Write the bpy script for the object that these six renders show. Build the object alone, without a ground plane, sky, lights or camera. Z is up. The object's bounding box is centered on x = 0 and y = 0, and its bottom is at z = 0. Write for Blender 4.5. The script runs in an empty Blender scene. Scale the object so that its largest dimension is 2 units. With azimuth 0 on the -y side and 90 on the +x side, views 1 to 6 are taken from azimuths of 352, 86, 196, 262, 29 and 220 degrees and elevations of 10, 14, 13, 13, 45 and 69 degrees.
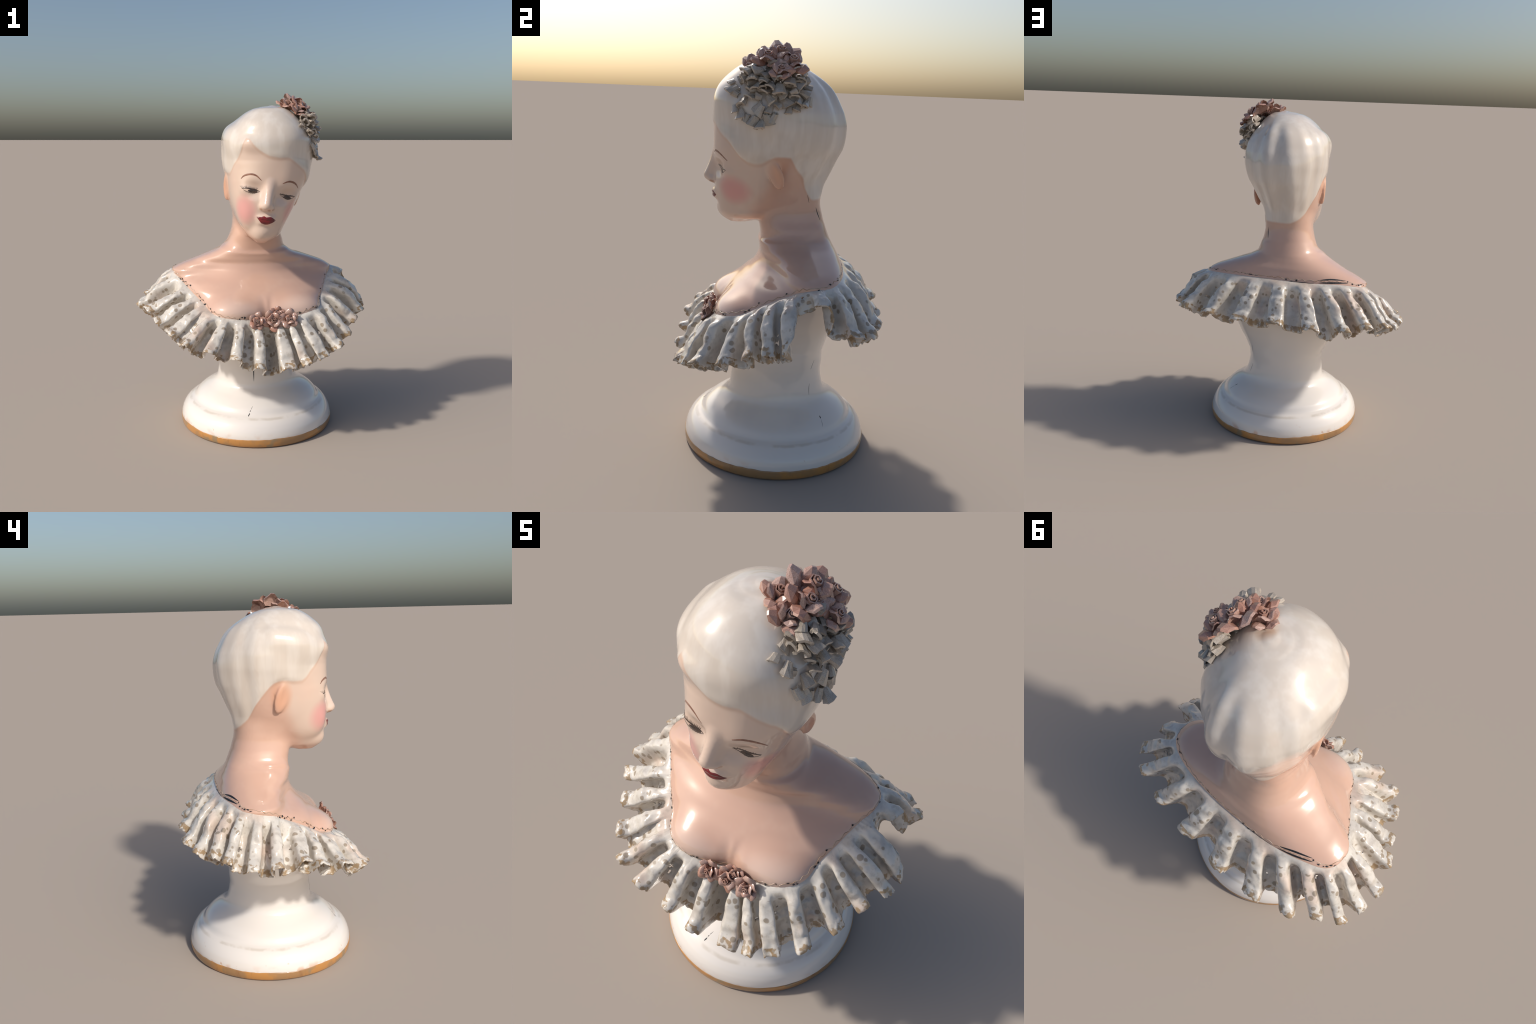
# Glazed porcelain bust of a lady: pedestal, torso, neck, head, hair, lace ruffle,
# clay roses.  Everything is built from profiles, smooth solids and rules.
import bpy, bmesh, math, random
import numpy as np
from mathutils import Vector, Matrix, noise
from mathutils.bvhtree import BVHTree

rng = np.random.default_rng(7)
random.seed(7)

# ------------------------------------------------------------------ small maths
def pchip(xs, ys):
    xs = np.asarray(xs, float); ys = np.asarray(ys, float)
    h = np.diff(xs); d = np.diff(ys) / h
    m = np.zeros_like(ys)
    for i in range(1, len(xs) - 1):
        if d[i - 1] * d[i] > 0:
            w1, w2 = 2 * h[i] + h[i - 1], h[i] + 2 * h[i - 1]
            m[i] = (w1 + w2) / (w1 / d[i - 1] + w2 / d[i])
    m[0], m[-1] = d[0], d[-1]
    def ev(x):
        x = np.clip(x, xs[0], xs[-1])
        i = np.clip(np.searchsorted(xs, x) - 1, 0, len(xs) - 2)
        t = (x - xs[i]) / h[i]
        return ((2*t**3 - 3*t**2 + 1) * ys[i] + (t**3 - 2*t**2 + t) * h[i] * m[i]
                + (-2*t**3 + 3*t**2) * ys[i+1] + (t**3 - t**2) * h[i] * m[i+1])
    return ev

def smooth(x, a, b):
    t = np.clip((x - a) / (b - a), 0, 1)
    return t * t * (3 - 2 * t)

def smin(a, b, k):
    h = np.clip(0.5 + 0.5 * (b - a) / k, 0, 1)
    return b * (1 - h) + a * h - k * h * (1 - h)

def closed_spline(pts, n):
    """n points evenly spread (by arc length) on a closed Catmull-Rom curve."""
    P = np.asarray(pts, float); m = len(P); out = []
    for i in range(m):
        p0, p1, p2, p3 = P[i-1], P[i], P[(i+1) % m], P[(i+2) % m]
        for t in np.linspace(0, 1, 24, endpoint=False):
            out.append(0.5*((2*p1)+(-p0+p2)*t+(2*p0-5*p1+4*p2-p3)*t*t+(-p0+3*p1-3*p2+p3)*t**3))
    return np.array(out)

# ------------------------------------------------------------------ slice solids
class Slices:
    """A solid given by horizontal slices: z, left x, right x, front y, back y."""
    def __init__(self, rows, nf=2.2, nb=2.1, nbr=None, shear=0.0):
        r = np.array(rows, float)
        self.z0, self.z1 = r[0, 0], r[-1, 0]
        z, xl, xr, yf, yb = r.T
        self.cx = pchip(z, (xl + xr) / 2); self.cy = pchip(z, (yf + yb) / 2)
        self.a2 = pchip(z, ((xr - xl) / 2) ** 2); self.b2 = pchip(z, ((yb - yf) / 2) ** 2)
        self.nf, self.nb = nf, nb
        self.nbr, self.shear = nbr, shear
    face = False
    def __call__(self, x, y, z):
        zz = z[0, 0, :] if z.ndim == 3 else z
        a = np.sqrt(np.maximum(self.a2(zz), 1e-5)); b = np.sqrt(np.maximum(self.b2(zz), 1e-5))
        dy = (y - self.cy(zz)) / b; dx = (x - self.cx(zz) - self.shear * (y - self.cy(zz))) / a
        right = smooth(dx, 0.0, .5); dx = np.abs(dx)
        k = np.clip((zz - .42) / .3, 0, 1) if self.z0 < .1 else 1.0
        nf = self.nf + (.55 * (1 - np.clip((zz - 1.50) / .12, 0, 1)) * (1 - .75 * right) if self.face else 0.0)
        n = np.where(dy < 0, 2 + (nf - 2) * k, 2 + ((self.nb if self.nbr is None else self.nb + (self.nbr - self.nb) * right) - 2) * k); dy = np.abs(dy)
        g = (dx ** n + dy ** n + 1e-9) ** (1 / n)
        f = (g - 1) * np.minimum(a, b)
        return np.maximum(f, np.maximum(self.z0 - z, z - self.z1 + .006))

def ellipsoid(x, y, z, c, r, rot=None):
    X, Y, Z = x - c[0], y - c[1], z - c[2]
    if rot is not None:
        R = np.array(rot)
        X, Y, Z = (R[0,0]*X+R[1,0]*Y+R[2,0]*Z, R[0,1]*X+R[1,1]*Y+R[2,1]*Z, R[0,2]*X+R[1,2]*Y+R[2,2]*Z)
    k0 = np.sqrt((X/r[0])**2 + (Y/r[1])**2 + (Z/r[2])**2)
    k1 = np.sqrt((X/r[0]**2)**2 + (Y/r[1]**2)**2 + (Z/r[2]**2)**2) + 1e-9
    return k0 * (k0 - 1) / k1

def cone(x, y, z, p, q, r0, r1):
    p = np.array(p); d = np.array(q) - p; L = d @ d
    t = np.clip(((x-p[0])*d[0] + (y-p[1])*d[1] + (z-p[2])*d[2]) / L, 0, 1)
    return np.sqrt((x-p[0]-t*d[0])**2 + (y-p[1]-t*d[1])**2 + (z-p[2]-t*d[2])**2) - (r0 + (r1-r0)*t)

BX, BY = 0.027, 0.014                      # axis of the turned foot
FOOT = [(0.0, .458), (.012, .463), (.05, .466), (.085, .459), (.115, .444), (.135, .427), (.148, .410),
        (.16, .388), (.19, .365), (.205, .348), (.22, .327), (.235, .302), (.25, .279), (.265, .261), (.28, .250), (.30, .242),
        (.325, .237), (.35, .233), (.39, .229), (.43, .232)]
lean = lambda z: .009 * max(0.0, 1 - abs(z - .23) / .11)          # the turned mound sits a little off axis
foot_rows = [(z, BX - r + lean(z), BX + r + lean(z), BY - r + lean(z), BY + r + lean(z)) for z, r in FOOT]
trunk_rows = foot_rows + [
    (.50, -.238, .288, -.228, .247), (.58, -.275, .328, -.235, .264), (.66, -.305, .36, -.235, .284),
    (.74, -.335, .39, -.22, .292), (.80, -.37, .42, -.16, .30), (.85, -.41, .455, -.115, .305),
    (.89, -.445, .487, -.080, .31), (.925, -.476, .512, -.042, .312), (.945, -.482, .513, -.034, .312),
    (.965, -.454, .493, -.030, .306), (.985, -.412, .458, -.036, .299), (1.005, -.362, .405, -.040, .29),
    (1.03, -.302, .336, -.061, .279), (1.06, -.234, .252, -.077, .262), (1.085, -.187, .207, -.084, .249),
    (1.11, -.156, .195, -.094, .238), (1.14, -.140, .190, -.102, .226), (1.18, -.125, .177, -.108, .212),
    (1.24, -.114, .170, -.10, .196), (1.29, -.110, .174, -.09, .190), (1.36, -.09, .17, -.08, .17)]
head_rows = [
    (1.150, .00, .05, -.24, -.16), (1.165, -.02, .085, -.262, -.08), (1.18, -.040, .118, -.277, 0.0), (1.20, -.056, .142, -.292, .04),
    (1.23, -.075, .158, -.304, .10), (1.27, -.100, .182, -.312, .16), (1.31, -.118, .205, -.319, .188),
    (1.36, -.135, .231, -.325, .206), (1.42, -.147, .260, -.328, .230), (1.475, -.153, .288, -.330, .251),
    (1.53, -.158, .317, -.333, .274), (1.58, -.166, .333, -.334, .282), (1.62, -.173, .341, -.335, .284),
    (1.68, -.177, .343, -.337, .272), (1.73, -.171, .337, -.334, .249), (1.785, -.146, .311, -.316, .217),
    (1.83, -.110, .276, -.287, .173), (1.865, -.070, .244, -.249, .122), (1.895, -.026, .213, -.205, .064),
    (1.91, .010, .190, -.172, .024), (1.918, .055, .172, -.125, -.015), (1.9235, .110, .130, -.08, -.06)]

# hairline: height of the hair's lower edge by angle round the head (0 = face, + = her left)
HX, HY = .085, -.02
HAIRLINE = [(-3.1416, 1.278), (-2.77, 1.277), (-2.59, 1.289), (-2.3, 1.335), (-2.05, 1.42), (-1.84, 1.486), (-1.62, 1.535),
            (-1.48, 1.546), (-1.26, 1.540), (-1.02, 1.545), (-.92, 1.575), (-.66, 1.650), (-.50, 1.745), (-.36, 1.70),
            (-.26, 1.67), (-.07, 1.638), (.11, 1.629), (.24, 1.633), (.39, 1.605), (.55, 1.572), (.66, 1.55), (.72, 1.52),
            (.79, 1.483), (.88, 1.460), (1.05, 1.453), (1.25, 1.472), (1.45, 1.488), (1.72, 1.486), (1.9, 1.445),
            (2.31, 1.379), (2.52, 1.328), (2.77, 1.278), (3.1416, 1.278)]
hair_edge = pchip([a for a, b in HAIRLINE], [b for a, b in HAIRLINE])

def hair_mask(x, y, z, soft=.028):
    th = np.arctan2(x - HX, -(y - HY))
    return smooth(z - hair_edge(th), -soft * .5, soft), th

chest_rows = [(.62, -.22, .30, -.23, .1), (.66, -.26, .345, -.272, .12), (.70, -.29, .385, -.300, .15), (.74, -.305, .40, -.306, .15), (.77, -.315, .405, -.297, .15),
    (.80, -.325, .408, -.276, .15), (.84, -.335, .405, -.238, .16), (.88, -.315, .375, -.192, .16), (.92, -.255, .31, -.150, .15), (.96, -.200, .232, -.120, .14),
    (1.0, -.160, .19, -.098, .12), (1.05, -.12, .165, -.082, .1)]
chest = Slices(chest_rows, 2.35, 2.2)
trunk = Slices(trunk_rows, 2.7, 2.35)
head = Slices(head_rows, 2.25, 2.15, 1.76, -.045); head.face = True

def rot_axes(e):
    return [list(r) for r in Matrix.Rotation(e[2], 3, 'Z') @ Matrix.Rotation(e[1], 3, 'Y') @ Matrix.Rotation(e[0], 3, 'X')]

EAR_R = dict(c=(-.154, -.042, 1.462), r=(.015, .038, .088), e=(.28, -.08, .30))
EAR_L = dict(c=(.268, -.045, 1.405), r=(.014, .034, .070), e=(.28, .30, -.30))

def body_field(x, y, z, zlo, zhi):
    f = trunk(x, y, z) if zlo < 1.36 else np.full(np.broadcast(x, y, z).shape, 9.0)
    if zhi > .55 and zlo < 1.06:
        f = smin(f, chest(x, y, z) + .010, .11)
        for c, r in (((-.130, -.212, .748), (.130, .108, .075)), ((.230, -.208, .752), (.140, .098, .075))):
            f = smin(f, ellipsoid(x, y, z, c, r), .06)
        f = -smin(-f, ellipsoid(x, y, z, (.055, -.362, .80), (.020, .066, .15)), .06)
    if zhi > 1.12:
        h = head(x, y, z)
        # cheeks, chin
        h = smin(h, ellipsoid(x, y, z, (.024, -.254, 1.216), (.047, .050, .044)), .03)
        h = smin(h, ellipsoid(x, y, z, (-.045, -.185, 1.32), (.058, .10, .09)), .035)
        h = smin(h, ellipsoid(x, y, z, (.105, -.06, 1.80), (.15, .15, .122)), .02)
        # eye sockets
        for c in ((-.042, -.345, 1.462), (.168, -.335, 1.418)):
            d = ellipsoid(x, y, z, (c[0], c[1] - .004, c[2]), (.062, .044, .036))
            h = -smin(-h, d, .045)
        # upper lids
        for c in ((-.040, -.262, 1.458), (.163, -.247, 1.415)):
            h = smin(h, ellipsoid(x, y, z, c, (.050, .034, .030)), .026)
        # nose
        h = smin(h, cone(x, y, z, (.064, -.312, 1.492), (.040, -.352, 1.376), .015, .027), .034)
        for c in ((.020, -.336, 1.366), (.064, -.334, 1.358)):
            h = smin(h, ellipsoid(x, y, z, c, (.012, .018, .012)), .022)
        # lips
        h = smin(h, ellipsoid(x, y, z, (.042, -.308, 1.303), (.050, .028, .015)), .020)
        h = smin(h, ellipsoid(x, y, z, (.040, -.303, 1.279), (.042, .028, .016)), .020)
        # front roll of hair above the brow and the fuller side
        h = smin(h, ellipsoid(x, y, z, (.03, -.268, 1.708), (.115, .060, .050)), .03)
        h = smin(h, ellipsoid(x, y, z, (-.112, -.05, 1.745), (.056, .14, .070)), .03)
        # hair: a raised, softly combed mass
        m, th = hair_mask(x, y, z)
        comb = np.sin(th * 7 + 2.2 * np.sin(th * 2) + (z - 1.6) * 3) * .7 + np.sin(th * 15 + (z - 1.6) * 5) * .35
        back = smooth(np.abs(th), 1.2, 2.0)
        wave = (np.sin((z - 1.55) * 30 + th * 3.4) * .7 + np.sin((z - 1.55) * 16 - th * 5) * .5) * (1 - back)
        top = 1 - smooth(z, 1.80, 1.88)
        h = h - m * (.003 + (.0068 * comb * back + .0055 * wave) * top)
        for E in (EAR_R, EAR_L):
            R = rot_axes(E['e'])
            ear = ellipsoid(x, y, z, E['c'], E['r'], R)
            s = -1 if E is EAR_R else 1
            cc = (E['c'][0] + s * .017, E['c'][1] - .014, E['c'][2] + .004)
            ear = -smin(-ear, ellipsoid(x, y, z, cc, (.012, .022, .062), R), .008)
            h = smin(h, ear, .012)
        f = smin(f, h, .034)
    return f

# ------------------------------------------------------------------ surface nets
def polygonise(h):
    gx = np.arange(-.56, .58, h); gy = np.arange(-.50, .52, h); gz = np.arange(-.03, 1.95, h)
    F = np.empty((len(gx), len(gy), len(gz)), np.float32)
    X, Y = gx[:, None, None], gy[None, :, None]
    step = 24
    for k in range(0, len(gz), step):
        zz = gz[k:k + step]
        F[:, :, k:k + step] = body_field(X, Y, np.broadcast_to(zz[None, None, :], (1, 1, len(zz))), zz[0], zz[-1])
    g = np.gradient(F, h)
    G = np.sqrt(g[0]**2 + g[1]**2 + g[2]**2)
    F = F / np.clip(G, .3, 6)
    del g, G
    S = F < 0
    n = [s - 1 for s in F.shape]
    cnt = np.zeros(n, np.int16)
    sl = lambda o, e=None: tuple(slice(oo, oo + nn) for oo, nn in zip(o, n))
    for o in np.ndindex(2, 2, 2):
        cnt += S[sl(o)]
    cells = np.argwhere((cnt > 0) & (cnt < 8))
    idx = -np.ones(n, np.int64); idx[tuple(cells.T)] = np.arange(len(cells))
    acc = np.zeros((len(cells), 3)); num = np.zeros(len(cells))
    corners = list(np.ndindex(2, 2, 2))
    for a in corners:
        for ax in range(3):
            if a[ax]: continue
            b = list(a); b[ax] = 1
            fa = F[tuple((cells + a).T)]; fb = F[tuple((cells + b).T)]
            hit = (fa < 0) != (fb < 0)
            t = fa[hit] / (fa[hit] - fb[hit])
            p = cells[hit] + np.array(a, float); p[:, ax] += t
            acc[hit] += p; num[hit] += 1
    V = acc / num[:, None] * h + np.array([gx[0], gy[0], gz[0]])
    quads = []
    for ax in range(3):
        u, v = (ax + 1) % 3, (ax + 2) % 3
        A = np.moveaxis(S, ax, 0)
        d = A[:-1] != A[1:]
        e = np.argwhere(d)
        neg = A[:-1][tuple(e.T)]
        full = np.zeros((len(e), 3), int)
        rest = [i for i in range(3) if i != ax]
        full[:, ax] = e[:, 0]; full[:, rest[0]] = e[:, 1]; full[:, rest[1]] = e[:, 2]
        ok = (full[:, u] > 0) & (full[:, v] > 0) & (full[:, u] < n[u]) & (full[:, v] < n[v])
        full, neg = full[ok], neg[ok]
        def at(du, dv):
            c = full.copy(); c[:, u] -= du; c[:, v] -= dv
            return idx[tuple(c.T)]
        q = np.stack([at(1, 1), at(0, 1), at(0, 0), at(1, 0)], 1)
        q[~neg] = q[~neg][:, ::-1]
        quads.append(q)
    Q = np.concatenate(quads)
    # Taubin smoothing
    E = np.concatenate([Q[:, [0, 1]], Q[:, [1, 2]], Q[:, [2, 3]], Q[:, [3, 0]]])
    deg = np.bincount(E[:, 0], minlength=len(V)) + np.bincount(E[:, 1], minlength=len(V))
    for lam in (.5, -.51) * 3:
        L = np.zeros_like(V)
        for c in range(3):
            L[:, c] = (np.bincount(E[:, 0], V[E[:, 1], c], len(V)) + np.bincount(E[:, 1], V[E[:, 0], c], len(V))) / deg - V[:, c]
        V = V + lam * L
    V[:, 2] = np.maximum(V[:, 2], 0)
    return V, Q

# ------------------------------------------------------------------ node helpers
class Sock:
    def __init__(s, t, o): s.t, s.o = t, o
    def __add__(a, b): return op(a, 'ADD', b)
    def __radd__(a, b): return op(a, 'ADD', b)
    def __sub__(a, b): return op(a, 'SUBTRACT', b)
    def __rsub__(a, b): return op(b, 'SUBTRACT', a, a.t)
    def __mul__(a, b): return op(a, 'MULTIPLY', b)
    __rmul__ = __mul__
    def __truediv__(a, b): return op(a, 'DIVIDE', b)
    def __neg__(a): return op(a, 'MULTIPLY', -1.0)

def put(t, sock, v):
    if isinstance(v, Sock): t.links.new(v.o, sock)
    elif isinstance(v, (tuple, list)): sock.default_value = tuple(v) if len(sock.default_value) == len(v) else tuple(v) + (1,)
    else: sock.default_value = v

def op(a, kind, b=None, t=None, c=None):
    t = t or a.t
    n = t.nodes.new('ShaderNodeMath'); n.operation = kind
    put(t, n.inputs[0], a)
    if b is not None: put(t, n.inputs[1], b)
    if c is not None: put(t, n.inputs[2], c)
    return Sock(t, n.outputs[0])

def step(v, a, b):
    n = v.t.nodes.new('ShaderNodeMapRange'); n.interpolation_type = 'SMOOTHSTEP'
    put(v.t, n.inputs[0], v)
    if a <= b: vals = (a, b, 0, 1)
    else: vals = (b, a, 1, 0)
    for i, q in enumerate(vals): n.inputs[1 + i].default_value = q
    return Sock(v.t, n.outputs[0])

def vmax(a, b): return op(a, 'MAXIMUM', b)
def vmin(a, b): return op(a, 'MINIMUM', b)

def mix(f, a, b, t=None):
    t = t or f.t
    n = t.nodes.new('ShaderNodeMix'); n.data_type = 'RGBA'
    put(t, n.inputs[0], f); put(t, n.inputs[6], a); put(t, n.inputs[7], b)
    return Sock(t, n.outputs[2])

class Mat:
    def __init__(s, name, rough=.14, coat=.6):
        s.m = bpy.data.materials.new(name); s.m.use_nodes = True
        s.t = s.m.node_tree; s.b = s.t.nodes['Principled BSDF']
        s.b.inputs['Roughness'].default_value = rough
        s.b.inputs['Coat Weight'].default_value = coat
        s.b.inputs['Coat Roughness'].default_value = .06
        tc = s.t.nodes.new('ShaderNodeTexCoord'); s.P = Sock(s.t, tc.outputs['Object'])
        sp = s.t.nodes.new('ShaderNodeSeparateXYZ'); s.t.links.new(tc.outputs['Object'], sp.inputs[0])
        s.x, s.y, s.z = (Sock(s.t, o) for o in sp.outputs)
    def noise(s, scale, detail=2.0, rough=.5, stretch=None):
        n = s.t.nodes.new('ShaderNodeTexNoise')
        n.inputs['Scale'].default_value = scale; n.inputs['Detail'].default_value = detail
        n.inputs['Roughness'].default_value = rough
        s.t.links.new(s.mapped(stretch).o, n.inputs['Vector'])
        return Sock(s.t, n.outputs[0])
    def mapped(s, stretch):
        if not stretch: return s.P
        m = s.t.nodes.new('ShaderNodeMapping'); m.inputs['Scale'].default_value = stretch
        s.t.links.new(s.P.o, m.inputs[0]); return Sock(s.t, m.outputs[0])
    def voronoi(s, scale, stretch=None, rnd=1.0, warp=None):
        n = s.t.nodes.new('ShaderNodeTexVoronoi'); n.inputs['Scale'].default_value = scale
        n.inputs['Randomness'].default_value = rnd
        s.t.links.new(s.mapped(stretch).o, n.inputs['Vector'])
        return Sock(s.t, n.outputs['Distance']), Sock(s.t, n.outputs['Color'])
    def curve(s, v, pts):
        n = s.t.nodes.new('ShaderNodeFloatCurve'); c = n.mapping.curves[0]
        for i, (a, b) in enumerate(pts):
            p = c.points[i] if i < 2 else c.points.new(a, b)
            p.location = (a, b)
        for p in c.points: p.handle_type = 'VECTOR'
        n.mapping.update()
        put(s.t, n.inputs['Value'], v)
        return Sock(s.t, n.outputs[0])
    def blob(s, c, r, power=1.0):
        """soft 0..1 spot round c with radii r"""
        d = None
        for v, cc, rr in zip((s.x, s.y, s.z), c, r):
            q = (v - cc) * (1 / rr); q = q * q
            d = q if d is None else d + q
        return step(d, 1.0, 0.0)
    def bump(s, h, strength=.2, dist=.004):
        n = s.t.nodes.new('ShaderNodeBump'); n.inputs['Strength'].default_value = strength
        n.inputs['Distance'].default_value = dist
        put(s.t, n.inputs['Height'], h)
        s.t.links.new(n.outputs[0], s.b.inputs['Normal'])
    def done(s, col):
        put(s.t, s.b.inputs['Base Color'], col)
        return s.m

WHITE = (.83, .77, .71)
HAIR = (.68, .595, .51)
FACE = (.71, .54, .435)
SKIN = (.64, .405, .305)
GREY = (.43, .39, .34)
GOLD = (.46, .22, .065)

def body_material():
    M = Mat('glazed_porcelain')
    n1 = M.noise(3.2, 3); n2 = M.noise(9, 3, .6); n3 = M.noise(40, 2)
    # hairline by angle and height
    th = op(M.x - HX, 'ARCTAN2', HY - M.y)
    u = (th + math.pi) * (1 / (2 * math.pi))
    pts = []
    for k in range(73):
        a = -math.pi + 2 * math.pi * k / 72
        pts.append((k / 72, float(hair_edge(a)) - 1.2))
    edge = M.curve(u, pts) + 1.2
    hz = M.z - edge + (n2 - .5) * .012
    hair = step(hz, -.004, .012) * step(M.z, 1.2, 1.25)
    # painted skin: pale face, pinker ears, neck and shoulders
    jaw = step(M.y - (M.z * .4 - .628) + (n1 - .5) * .05, -.045, .045)
    low = step(M.z - M.y * .15, 1.235, 1.185)
    pink = vmax(jaw, low)
    skin = mix(pink, FACE, SKIN)
    skin = mix(step(n2, .45, .75) * .22, skin, (.72, .51, .40))
    skin = mix(step(n1, .52, .72) * .16, skin, (.78, .47, .34))
    # pale breasts, blush, ears, eye shadow, nostrils
    pale = vmax(M.blob((-.14, -.30, .75), (.16, .16, .10)), M.blob((.25, -.29, .765), (.17, .16, .10)))
    skin = mix(pale * .55, skin, (.75, .57, .475))
    bl = vmax(M.blob((-.078, -.28, 1.345), (.085, .12, .105)), M.blob((.200, -.25, 1.315), (.085, .12, .10)))
    skin = mix(bl * .68, skin, (.72, .27, .26))
    ear = vmax(M.blob((-.165, -.04, 1.465), (.06, .075, .115)), M.blob((.30, -.035, 1.41), (.07, .085, .11)))
    skin = mix(ear * .75, skin, (.70, .36, .22))
    sh = vmax(M.blob((-.042, -.29, 1.475), (.06, .1, .05)), M.blob((.165, -.28, 1.432), (.06, .1, .05)))
    skin = mix(sh * .38, skin, (.56, .38, .27))
    nos = vmax(M.blob((.005, -.345, 1.352), (.016, .03, .012)), vmax(M.blob((.050, -.355, 1.342), (.014, .03, .016)), M.blob((.078, -.345, 1.348), (.014, .03, .010))))
    skin = mix(nos * .85, skin, (.42, .22, .13))
    # brownish line where the hair meets the skin
    line = step(op(hz + .004, 'ABSOLUTE'), .016, 0.0) * .28
    combed = M.noise(7, 3, .55, (2.2, 2.2, .35))
    hcol = mix(step(combed, .38, .68), HAIR, (.75, .675, .595))
    hcol = mix(step(n2, .56, .74) * .22, hcol, (.74, .60, .50))
    stain = M.blob((.15, -.085, 1.92), (.05, .06, .05)) * step(n2, .36, .55)
    hcol = mix(stain * .8, hcol, (.45, .28, .18))
    upper = mix(hair, skin, hcol)
    upper = mix(line * step(M.z, 1.24, 1.30), upper, (.58, .36, .24))
    # bare white porcelain below the neckline
    low_white = mix(step(n1, .5, .75) * .25, WHITE, (.80, .72, .65))
    specks = step(n3, .70, .78) * step(M.z, .14, .05)
    low_white = mix(specks * .7, low_white, (.62, .34, .20))
    ring = step(op(M.z - .148 + (n2 - .5) * .012, 'ABSOLUTE'), .007, .001) * step(n2, .35, .55)
    low_white = mix(ring * .4, low_white, (.50, .42, .32))
    rust = step(M.noise(11, 2), .55, .68) * step(M.z, .085, .045)
    low_white = mix(rust * .65, low_white, (.66, .36, .20))
    cut = M.z - M.y * .40 - .815
    col = mix(step(cut, -.006, .006), low_white, upper)
    return M.done(col)

# ------------------------------------------------------------------ object helpers
ROOT = bpy.data.objects.new('porcelain_bust', None)
ROOT['label'] = 'glazed porcelain lady bust with lace ruffle and roses'
ROOT['category'] = 'figurine'
bpy.context.collection.objects.link(ROOT)

def add_object(name, mesh, parent=ROOT, mats=()):
    ob = bpy.data.objects.new(name, mesh)
    bpy.context.collection.objects.link(ob); ob.parent = parent
    for m in mats: mesh.materials.append(m)
    return ob

def mesh_from(name, V, F, smooth_shade=True, mats=(), parent=ROOT):
    me = bpy.data.meshes.new(name)
    me.from_pydata([tuple(v) for v in V], [], [tuple(int(i) for i in f) for f in F])
    me.update()
    if smooth_shade: me.polygons.foreach_set('use_smooth', [True] * len(me.polygons))
    return add_object(name, me, parent, mats)

def vertex_normals(V, Q):
    n = np.zeros_like(V)
    a = V[Q[:, 2]] - V[Q[:, 0]]; b = V[Q[:, 3]] - V[Q[:, 1]]
    fn = np.cross(a, b)
    for c in range(4): np.add.at(n, Q[:, c], fn)
    return n / (np.linalg.norm(n, axis=1, keepdims=True) + 1e-12)

def split_regions(V, Q, label, names, mats, parent=ROOT, face_mat=None):
    """Separate one smooth surface into objects whose borders coincide, keeping the whole's normals."""
    N = vertex_normals(V, Q); obs = {}
    for i, nm in enumerate(names):
        q = Q[label == i]
        if not len(q): continue
        used, inv = np.unique(q, return_inverse=True)
        ob = mesh_from(nm, V[used], inv.reshape(-1, 4), True, mats, parent)
        if face_mat is not None:
            ob.data.polygons.foreach_set('material_index', face_mat[label == i].astype(np.int32))
        ob.data.normals_split_custom_set_from_vertices([tuple(x) for x in N[used]])
        obs[nm] = obs.get(nm, ob)
    return obs

# ------------------------------------------------------------------ body
V, Q = polygonise(.007)
C = V[Q].mean(1)
hm, _ = hair_mask(C[:, 0], C[:, 1], C[:, 2], .004)
lab = np.zeros(len(Q), int)                              # 0 pedestal
lab[C[:, 2] > .41] = 1                                   # torso
lab[C[:, 2] > 1.095] = 2                                 # neck
is_head = (C[:, 2] > 1.155) & (C[:, 1] < (C[:, 2] * .4 - .60)) | (C[:, 2] > 1.36)
lab[is_head] = 3
lab[(hm > .5) & (C[:, 2] > 1.24)] = 4
for E in (EAR_R, EAR_L):
    e = ellipsoid(C[:, 0], C[:, 1], C[:, 2], E['c'], [r + .006 for r in E['r']], rot_axes(E['e']))
    lab[(e < 0) & (lab >= 2) & (lab < 4)] = 5 if E is EAR_R else 6
porcelain = body_material()
split_regions(V, Q, lab, ['pedestal', 'torso', 'neck', 'head', 'hair', 'ear', 'ear'], [porcelain])
BODY = BVHTree.FromPolygons([Vector(v) for v in V], [tuple(int(i) for i in q) for q in Q])

# ----- END BODY
# ------------------------------------------------------------------ things laid on the surface
def on_surface(p):
    q, n, _, _ = BODY.find_nearest(Vector(p))
    return q, n

def from_front(x, z):
    return BODY.ray_cast(Vector((x, -1.5, z)), Vector((0, 1, 0)))[0]

def polyline(pts, n):
    """n samples on an open Catmull-Rom curve through pts"""
    P = [np.array(p, float) for p in pts]
    P = [2 * P[0] - P[1]] + P + [2 * P[-1] - P[-2]]
    m = len(P) - 3; out = []
    for k in range(n):
        s_ = k / (n - 1) * m; i = min(int(s_), m - 1); t = s_ - i
        p0, p1, p2, p3 = P[i:i+4]
        out.append(0.5*((2*p1)+(-p0+p2)*t+(2*p0-5*p1+4*p2-p3)*t*t+(-p0+3*p1-3*p2+p3)*t**3))
    return out

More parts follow.
